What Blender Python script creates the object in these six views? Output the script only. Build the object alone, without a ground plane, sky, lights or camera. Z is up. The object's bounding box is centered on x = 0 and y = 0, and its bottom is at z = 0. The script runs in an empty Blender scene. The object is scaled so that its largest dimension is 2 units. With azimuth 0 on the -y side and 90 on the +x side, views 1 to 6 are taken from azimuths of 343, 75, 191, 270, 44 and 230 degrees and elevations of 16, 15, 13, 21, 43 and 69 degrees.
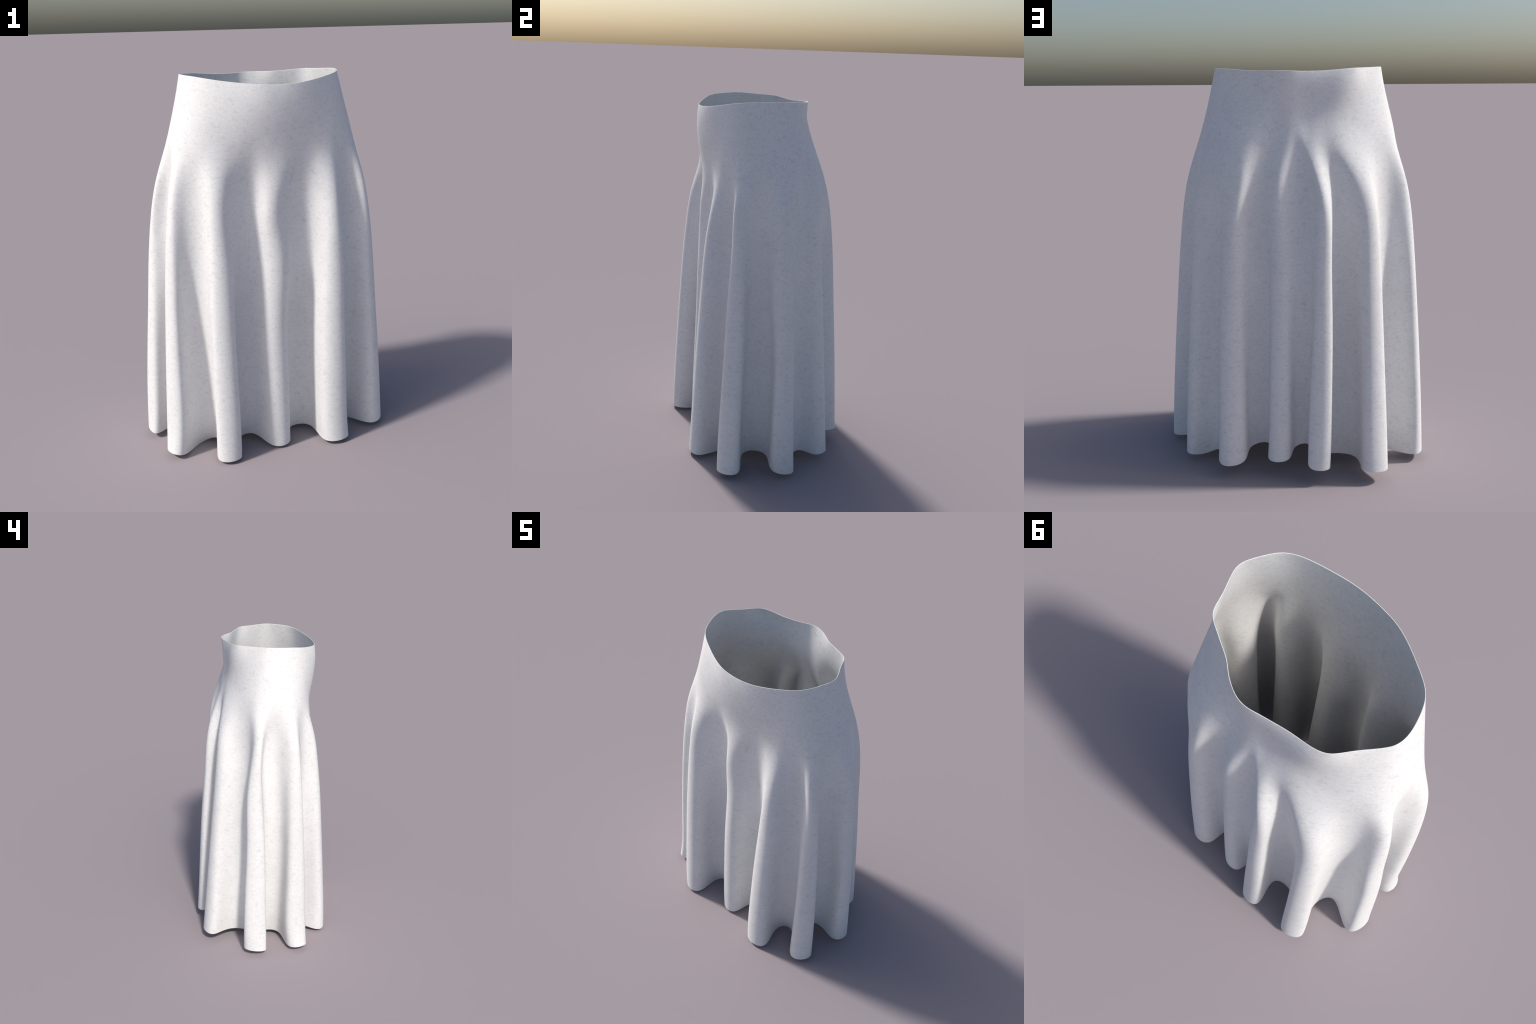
"""A long white flared skirt standing on its own: a smooth hip yoke that breaks
into twelve deep hanging folds.  The cloth is one lofted surface through closed
cross-sections (periodic cubic B-splines round the body, a clamped cubic B-spline
from waist to hem), then given a real thickness with a rolled edge.

Lengths in the tables are millimetres.
  YOKE   cross-sections of the close-fitting part above the folds
  FOLDS  every fold: the spine of its crest and of the valley after it, from the
         hip down to the hem, with the half-width vector of each; hem_lift is how
         high the hem hangs at the four places round the fold
"""
import bpy
import bmesh
import numpy as np

THICKNESS = 0.0026
AROUND, DOWN = 720, 260
SPLIT_LEVEL = 0.27          # where the yoke hands over to the folds
KNOTS = [0.10, 0.19, 0.27, 0.35, 0.45, 0.60, 0.80]


def section(name, outline):
    return np.array(outline, float) / 1000.0


def fold(place, crest, crest_half, valley, valley_half, hem_lift):
    c, ch, v, vh = (np.array(a, float) / 1000.0 for a in (crest, crest_half, valley, valley_half))
    ring = np.stack([c - ch, c + ch, v - vh, v + vh])        # (4 places, 7 levels, xy)
    return ring, np.array(hem_lift, float) / 1000.0


YOKE = [
    section(name="waist", outline=[(-333, 114), (-352, 78), (-372, 47), (-394, 13), (-414, -22), (-418, -60), (-410, -100), (-392, -143), (-370, -186), (-342, -226), (-299, -258), (-245, -283), (-185, -310), (-123, -333), (-63, -347), (-5, -348), (55, -345), (114, -336), (171, -318), (224, -295), (273, -272), (315, -248), (350, -222), (378, -188), (394, -147), (408, -106), (419, -67), (419, -31), (403, 2), (382, 36), (361, 69), (344, 105), (326, 139), (294, 159), (251, 172), (206, 189), (159, 202), (110, 234), (65, 252), (22, 263), (-22, 258), (-62, 239), (-111, 221), (-162, 202), (-206, 191), (-248, 182), (-284, 169), (-313, 149)]),
    section(name="below_waist", outline=[(-335, 136), (-381, 59), (-432, -13), (-424, -97), (-388, -191), (-321, -266), (-204, -319), (-81, -362), (43, -358), (169, -331), (277, -280), (364, -234), (410, -156), (440, -70), (425, 5), (368, 75), (332, 151), (248, 184), (155, 211), (64, 250), (-16, 259), (-96, 233), (-188, 218), (-276, 204)]),
    section(name="upper_hip", outline=[(-318, 135), (-401, 69), (-459, -6), (-459, -97), (-423, -192), (-351, -267), (-238, -313), (-108, -351), (25, -356), (162, -335), (283, -294), (378, -247), (437, -172), (467, -80), (453, 11), (394, 94), (336, 175), (244, 219), (151, 245), (67, 236), (-7, 241), (-58, 219), (-130, 206), (-227, 191)]),
    section(name="hip", outline=[(-356, 170), (-463, 87), (-510, -7), (-507, -112), (-468, -206), (-388, -269), (-276, -292), (-136, -308), (14, -320), (166, -308), (304, -292), (407, -256), (481, -193), (515, -93), (507, 20), (450, 129), (372, 225), (273, 290), (171, 314), (75, 251), (-23, 286), (-64, 275), (-126, 279), (-241, 248)]),
]
WAIST_HEIGHT = [1994, 1993, 1998, 1996, 2002, 2000, 2000, 1991, 1997, 1985, 1982, 1964, 1966, 1948, 1952, 1944, 1946, 1950, 1956, 1962, 1975, 1978, 1988, 1991, 1995, 1996, 1997, 1999, 1997, 1997, 1992, 1996, 1993, 1995, 1984, 1986, 1979, 1978, 1984, 1983, 1977, 1977, 1977, 1978, 1984, 1987, 1991, 1992]
FOLDS = [
    fold("left back side",
         crest=[(-389, 249), (-427, 268), (-430, 291), (-443, 320), (-461, 347), (-472, 367), (-478, 381)],
         crest_half=[(-17, -17), (-29, -28), (-49, -36), (-68, -43), (-87, -55), (-100, -64), (-101, -57)],
         valley=[(-447, 98), (-439, 102), (-457, 119), (-454, 108), (-443, 109), (-442, 109), (-420, 102)],
         valley_half=[(-28, -42), (-30, -50), (-31, -51), (-36, -67), (-39, -86), (-39, -101), (-14, -116)],
         hem_lift=[61, 49, 54, 18]),
    fold("left side",
         crest=[(-561, 12), (-593, 32), (-616, 49), (-640, 24), (-668, 30), (-681, 24), (-689, 26)],
         crest_half=[(-5, -30), (-12, -47), (2, -77), (5, -100), (13, -138), (20, -158), (6, -164)],
         valley=[(-479, -58), (-483, -44), (-486, -65), (-464, -72), (-445, -43), (-437, -29), (-420, -21)],
         valley_half=[(6, -37), (20, -61), (20, -72), (25, -90), (42, -127), (49, -138), (63, -139)],
         hem_lift=[39, 11, 31, 27]),
    fold("left front side",
         crest=[(-526, -208), (-550, -221), (-570, -233), (-586, -243), (-600, -257), (-607, -253), (-624, -276)],
         crest_half=[(9, -31), (14, -44), (25, -63), (38, -85), (57, -110), (65, -127), (59, -117)],
         valley=[(-415, -252), (-414, -256), (-409, -245), (-406, -229), (-378, -213), (-377, -215), (-369, -169)],
         valley_half=[(37, -18), (44, -24), (49, -28), (62, -38), (79, -47), (87, -52), (79, -36)],
         hem_lift=[11, 30, -39, 55]),
    fold("left front",
         crest=[(-321, -347), (-326, -371), (-321, -396), (-327, -416), (-328, -439), (-326, -454), (-326, -458)],
         crest_half=[(38, -3), (42, -3), (69, -8), (92, -12), (110, -18), (122, -14), (119, -15)],
         valley=[(-151, -269), (-157, -268), (-165, -272), (-200, -256), (-199, -257), (-204, -247), (-212, -220)],
         valley_half=[(68, 17), (65, 15), (66, 11), (75, 11), (87, 10), (93, 11), (84, 3)],
         hem_lift=[-11, 18, -25, 60]),
    fold("middle front",
         crest=[(-29, -340), (-45, -341), (1, -358), (-21, -358), (-5, -375), (-10, -381), (-6, -384)],
         crest_half=[(39, -6), (40, -3), (51, -9), (64, 1), (76, 5), (81, 3), (76, 2)],
         valley=[(125, -289), (138, -276), (164, -277), (131, -224), (138, -217), (139, -217), (141, -199)],
         valley_half=[(63, 16), (69, -1), (63, -1), (87, -7), (101, -9), (106, -11), (101, -7)],
         hem_lift=[-13, 10, 11, 25]),
    fold("right front",
         crest=[(300, -336), (303, -368), (308, -386), (289, -407), (292, -429), (290, -440), (305, -450)],
         crest_half=[(32, 4), (40, 6), (67, 7), (89, -2), (114, 2), (126, 9), (128, 15)],
         valley=[(396, -239), (393, -239), (399, -244), (394, -236), (383, -220), (372, -216), (350, -181)],
         valley_half=[(30, 27), (40, 30), (47, 28), (62, 34), (79, 43), (91, 48), (72, 49)],
         hem_lift=[0, 16, 0, 17]),
    fold("right front side",
         crest=[(502, -258), (539, -255), (562, -262), (580, -271), (603, -288), (611, -300), (619, -305)],
         crest_half=[(18, 16), (26, 28), (44, 52), (52, 73), (73, 94), (86, 105), (86, 108)],
         valley=[(512, -114), (506, -110), (499, -130), (488, -96), (485, -107), (478, -112), (446, -104)],
         valley_half=[(8, 41), (12, 47), (18, 54), (26, 82), (35, 108), (36, 113), (37, 101)],
         hem_lift=[13, 20, 56, 58]),
    fold("right side",
         crest=[(568, -2), (601, -11), (624, -19), (643, 8), (674, 3), (687, 2), (689, 4)],
         crest_half=[(-3, 24), (-1, 36), (6, 62), (1, 71), (1, 87), (5, 99), (13, 98)],
         valley=[(481, 100), (499, 102), (512, 96), (500, 97), (505, 100), (509, 111), (492, 118)],
         valley_half=[(-24, 27), (-20, 35), (-24, 38), (-21, 44), (-24, 55), (-27, 58), (-33, 50)],
         hem_lift=[35, 8, 37, 51]),
    fold("right back side",
         crest=[(442, 214), (467, 219), (471, 238), (493, 252), (514, 270), (522, 288), (528, 293)],
         crest_half=[(-15, 21), (-24, 24), (-28, 34), (-27, 40), (-32, 48), (-34, 51), (-29, 59)],
         valley=[(342, 304), (337, 277), (330, 261), (350, 267), (357, 275), (361, 279), (375, 262)],
         valley_half=[(-23, 16), (-28, 33), (-35, 21), (-39, 22), (-44, 24), (-46, 24), (-43, 21)],
         hem_lift=[25, 45, 7, 89]),
    fold("right back",
         crest=[(210, 351), (242, 368), (248, 388), (257, 403), (244, 435), (241, 446), (241, 454)],
         crest_half=[(-22, 3), (-32, 3), (-51, -1), (-64, -2), (-79, -7), (-87, -12), (-88, -19)],
         valley=[(133, 295), (140, 292), (126, 301), (122, 288), (127, 286), (131, 280), (132, 266)],
         valley_half=[(-33, -20), (-42, -18), (-55, -6), (-69, -7), (-79, -5), (-88, -3), (-83, -1)],
         hem_lift=[48, 69, 92, 137]),
    fold("middle back",
         crest=[(32, 339), (28, 350), (20, 368), (21, 388), (16, 404), (13, 414), (22, 409)],
         crest_half=[(-20, 1), (-28, 1), (-41, 5), (-49, 9), (-68, 3), (-80, 1), (-84, -3)],
         valley=[(-113, 277), (-97, 298), (-90, 320), (-113, 320), (-93, 300), (-98, 296), (-92, 288)],
         valley_half=[(-41, 16), (-43, 20), (-44, 2), (-60, 4), (-66, 13), (-73, 18), (-72, 23)],
         hem_lift=[71, 83, 109, 170]),
    fold("left back",
         crest=[(-183, 340), (-214, 364), (-202, 377), (-212, 405), (-200, 423), (-200, 437), (-201, 445)],
         crest_half=[(-21, -8), (-33, -8), (-55, -8), (-70, -12), (-94, -7), (-105, -7), (-105, -12)],
         valley=[(-275, 249), (-260, 264), (-261, 247), (-264, 233), (-273, 229), (-271, 227), (-255, 212)],
         valley_half=[(-51, 31), (-48, 8), (-66, -20), (-80, -29), (-102, -30), (-118, -28), (-130, -16)],
         hem_lift=[58, 79, 58, 66]),
]


# ---------------------------------------------------------------- spline tools
def refine(ring):
    """One knot insertion of a closed cubic B-spline: twice the control points."""
    out = np.empty((2 * len(ring),) + ring.shape[1:])
    out[0::2] = (np.roll(ring, 1, 0) + 6 * ring + np.roll(ring, -1, 0)) / 8
    out[1::2] = (ring + np.roll(ring, -1, 0)) / 2
    return out


def ring_basis(n, samples):
    t = np.arange(samples) * n / samples
    i = np.floor(t).astype(int)
    f = t - i
    w = np.stack([(1 - f) ** 3, 3 * f**3 - 6 * f**2 + 4, -3 * f**3 + 3 * f**2 + 3 * f + 1, f**3], -1) / 6
    B = np.zeros((samples, n))
    for k in range(4):
        np.add.at(B, (np.arange(samples), (i + k - 1) % n), w[:, k])
    return B


KNOT_VECTOR = np.array([0.0] * 4 + KNOTS + [1.0] * 4)
GREVILLE = np.array([KNOT_VECTOR[i + 1 : i + 4].mean() for i in range(len(KNOTS) + 4)])


def drop_basis(v):
    kn = KNOT_VECTOR
    v = np.clip(v, 0, 1 - 1e-9)
    B = [np.where((v >= kn[i]) & (v < kn[i + 1]), 1.0, 0.0) for i in range(len(kn) - 1)]
    for p in range(1, 4):
        nxt = []
        for i in range(len(kn) - 1 - p):
            a, b = kn[i + p] - kn[i], kn[i + p + 1] - kn[i + 1]
            nxt.append((0 if a == 0 else (v - kn[i]) / a * B[i]) + (0 if b == 0 else (kn[i + p + 1] - v) / b * B[i + 1]))
        B = nxt
    return np.stack(B, -1)


# ------------------------------------------------------------- the cloth sheet
# control ring order starts with the right shoulder of the first crest
rings = np.concatenate([f[0] for f in FOLDS])                 # (48, 7, 2), first entry = left shoulder of fold 0
hem_z = np.concatenate([f[1] for f in FOLDS])
rings, hem_z = np.roll(rings, -1, 0), np.roll(hem_z, -1, 0)
waist_z = np.array(WAIST_HEIGHT) / 1000.0
for _ in range(2):          # let the waist line run fair
    waist_z = (np.roll(waist_z, 1) + 2 * waist_z + np.roll(waist_z, -1)) / 4
yoke = [YOKE[0]] + [refine(y) for y in YOKE[1:]]
control = np.zeros((48, len(GREVILLE), 3))
for j, y in enumerate(yoke):
    control[:, j, :2] = y
control[:, 4:, :2] = rings
control[:, :, 2] = waist_z[:, None] * (1 - GREVILLE) + hem_z[:, None] * GREVILLE

levels = np.linspace(0, 1, DOWN)
split_row = int(np.argmin(abs(levels - SPLIT_LEVEL)))
outer = np.einsum("ui,vj,ijc->uvc", ring_basis(48, AROUND), drop_basis(levels), control)
outer[..., 2] += -outer[..., 2].min()
outer[..., 2] *= 2.0 / outer[..., 2].max()


def normals_of(sheet):
    n = np.cross(np.gradient(sheet, axis=1), np.roll(sheet, -1, 0) - np.roll(sheet, 1, 0))
    return n / np.linalg.norm(n, axis=-1, keepdims=True)


out_n = normals_of(outer)
if (out_n[:, :40, :2] * outer[:, :40, :2]).sum() < 0:
    out_n = -out_n
inner = outer - out_n * THICKNESS

# profile across the cloth: outside waist -> hem, rolled hem, inside hem -> waist, rolled waist
down_dir = outer[:, -1] - outer[:, -2]
down_dir /= np.linalg.norm(down_dir, axis=-1, keepdims=True)
up_dir = outer[:, 0] - outer[:, 1]
up_dir /= np.linalg.norm(up_dir, axis=-1, keepdims=True)


def rolled(a, b, bulge):
    rows = []
    for t in (0.15, 0.5, 0.85):
        rows.append((a + (b - a) * t + bulge * THICKNESS * 0.45 * np.sin(np.pi * t))[:, None])
    return np.concatenate(rows, 1)


hem_roll = rolled(outer[:, -1], inner[:, -1], down_dir)
waist_roll = rolled(inner[:, 0], outer[:, 0], up_dir)
low = hem_roll[..., 2].min()
strip = np.concatenate([outer, hem_roll, inner[:, ::-1], waist_roll], 1)
strip[..., 2] -= min(low, 0.0)
strip[..., 2] *= 2.0 / strip[..., 2].max()
n_rows = strip.shape[1]
n_hem, n_in0 = DOWN, DOWN + hem_roll.shape[1]
n_in1 = n_in0 + DOWN


def row_level(r):
    """Level (0 waist .. 1 hem) of the band of faces between rows r and r + 1."""
    if r < DOWN - 1:
        return r
    if r < n_in0:
        return DOWN
    if r < n_in1 - 1:
        return n_in1 - 2 - r
    return -1


# vertex normals of the whole cloth, shared by both parts
S = strip
d_row = np.roll(S, -1, 1) - np.roll(S, 1, 1)
d_ring = np.roll(S, -1, 0) - np.roll(S, 1, 0)
N = np.cross(d_row, d_ring)
N /= np.linalg.norm(N, axis=-1, keepdims=True)
if (N[:, 1:DOWN - 1] * out_n[:, 1:-1]).sum() < 0:
    N = -N
    flip = True
else:
    flip = False


# ------------------------------------------------------------------- material
def fabric():
    m = bpy.data.materials.new("white_melange_fabric")
    m.use_nodes = True
    nt = m.node_tree
    nd, ln = nt.nodes, nt.links
    bsdf = nd["Principled BSDF"]
    co = nd.new("ShaderNodeTexCoord")

    def noise(scale, detail, rough, stretch):
        mp = nd.new("ShaderNodeMapping")
        mp.inputs["Scale"].default_value = stretch
        ln.new(co.outputs["Object"], mp.inputs["Vector"])
        t = nd.new("ShaderNodeTexNoise")
        t.inputs["Scale"].default_value = scale
        t.inputs["Detail"].default_value = detail
        t.inputs["Roughness"].default_value = rough
        ln.new(mp.outputs["Vector"], t.inputs["Vector"])
        return t.outputs["Fac"]

    def ramp(fac, a, b, lo, hi):
        r = nd.new("ShaderNodeMapRange")
        r.inputs["From Min"].default_value = a
        r.inputs["From Max"].default_value = b
        r.inputs["To Min"].default_value = lo
        r.inputs["To Max"].default_value = hi
        ln.new(fac, r.inputs["Value"])
        return r.outputs["Result"]

    def times(a, b):
        k = nd.new("ShaderNodeMath")
        k.operation = "MULTIPLY"
        ln.new(a, k.inputs[0])
        ln.new(b, k.inputs[1])
        return k.outputs[0]

    flecks = noise(95.0, 3.0, 0.65, (1.0, 1.0, 2.2))        # short weft-wise dark hairs
    specks = noise(34.0, 3.0, 0.6, (1.0, 1.0, 1.7))         # scattered darker nubs
    clouds = noise(9.0, 3.0, 0.55, (1.0, 1.0, 1.2))         # soft unevenness of the dye
    value = times(times(ramp(flecks, 0.30, 0.60, FLECK, 1.0), ramp(specks, 0.26, 0.46, SPECK, 1.0)), ramp(clouds, 0.35, 0.65, 0.965, 1.0))
    tint = nd.new("ShaderNodeMix")
    tint.data_type = "RGBA"
    tint.blend_type = "MIX"
    tint.inputs[6].default_value = (0.0, 0.0, 0.0, 1)
    tint.inputs[7].default_value = BASE
    ln.new(value, tint.inputs[0])
    ln.new(tint.outputs[2], bsdf.inputs["Base Color"])
    bsdf.inputs["Roughness"].default_value = 0.9
    bsdf.inputs["Specular IOR Level"].default_value = 0.3
    bump = nd.new("ShaderNodeBump")
    bump.inputs["Strength"].default_value = 0.12
    bump.inputs["Distance"].default_value = 0.002
    ln.new(flecks, bump.inputs["Height"])
    ln.new(bump.outputs["Normal"], bsdf.inputs["Normal"])
    return m


BASE = (0.80, 0.80, 0.80, 1)
FLECK, SPECK = 0.87, 0.87
cloth = fabric()


# --------------------------------------------------------------- build objects
def part(name, chosen_rows):
    """Faces of the chosen row bands as one mesh that keeps the whole cloth's normals."""
    index = -np.ones((AROUND, n_rows), int)
    faces = []
    rows = np.array(chosen_rows)
    u = np.arange(AROUND)
    un = (u + 1) % AROUND
    quads = []
    for r in rows:
        rn = (r + 1) % n_rows
        q = np.stack([u * n_rows + r, un * n_rows + r, un * n_rows + rn, u * n_rows + rn], -1)
        quads.append(q[:, ::-1] if flip else q)
    quads = np.concatenate(quads)
    # make the winding agree with the normals
    flat = S.reshape(-1, 3)
    nrm = N.reshape(-1, 3)
    a, b, c = flat[quads[0, 0]], flat[quads[0, 1]], flat[quads[0, 2]]
    if np.dot(np.cross(b - a, c - a), nrm[quads[0, 0]]) < 0:
        quads = quads[:, ::-1]
    used, inv = np.unique(quads, return_inverse=True)
    quads = inv.reshape(-1, 4)
    me = bpy.data.meshes.new(name)
    me.from_pydata(flat[used].tolist(), [], quads.tolist())
    me.polygons.foreach_set("use_smooth", np.ones(len(quads), bool))
    me.materials.append(cloth)
    me.update()
    me.normals_split_custom_set_from_vertices(nrm[used].tolist())
    ob = bpy.data.objects.new(name, me)
    bpy.context.scene.collection.objects.link(ob)
    return ob


upper = [r for r in range(n_rows) if row_level(r) < split_row]
lower = [r for r in range(n_rows) if row_level(r) >= split_row]
skirt = bpy.data.objects.new("skirt", None)
bpy.context.scene.collection.objects.link(skirt)
skirt["label"] = "long white flared skirt hanging in twelve deep folds"
skirt["category"] = "skirt"
for name, rows in (("hip_yoke", upper), ("folded_skirt_panel", lower)):
    part(name, rows).parent = skirt
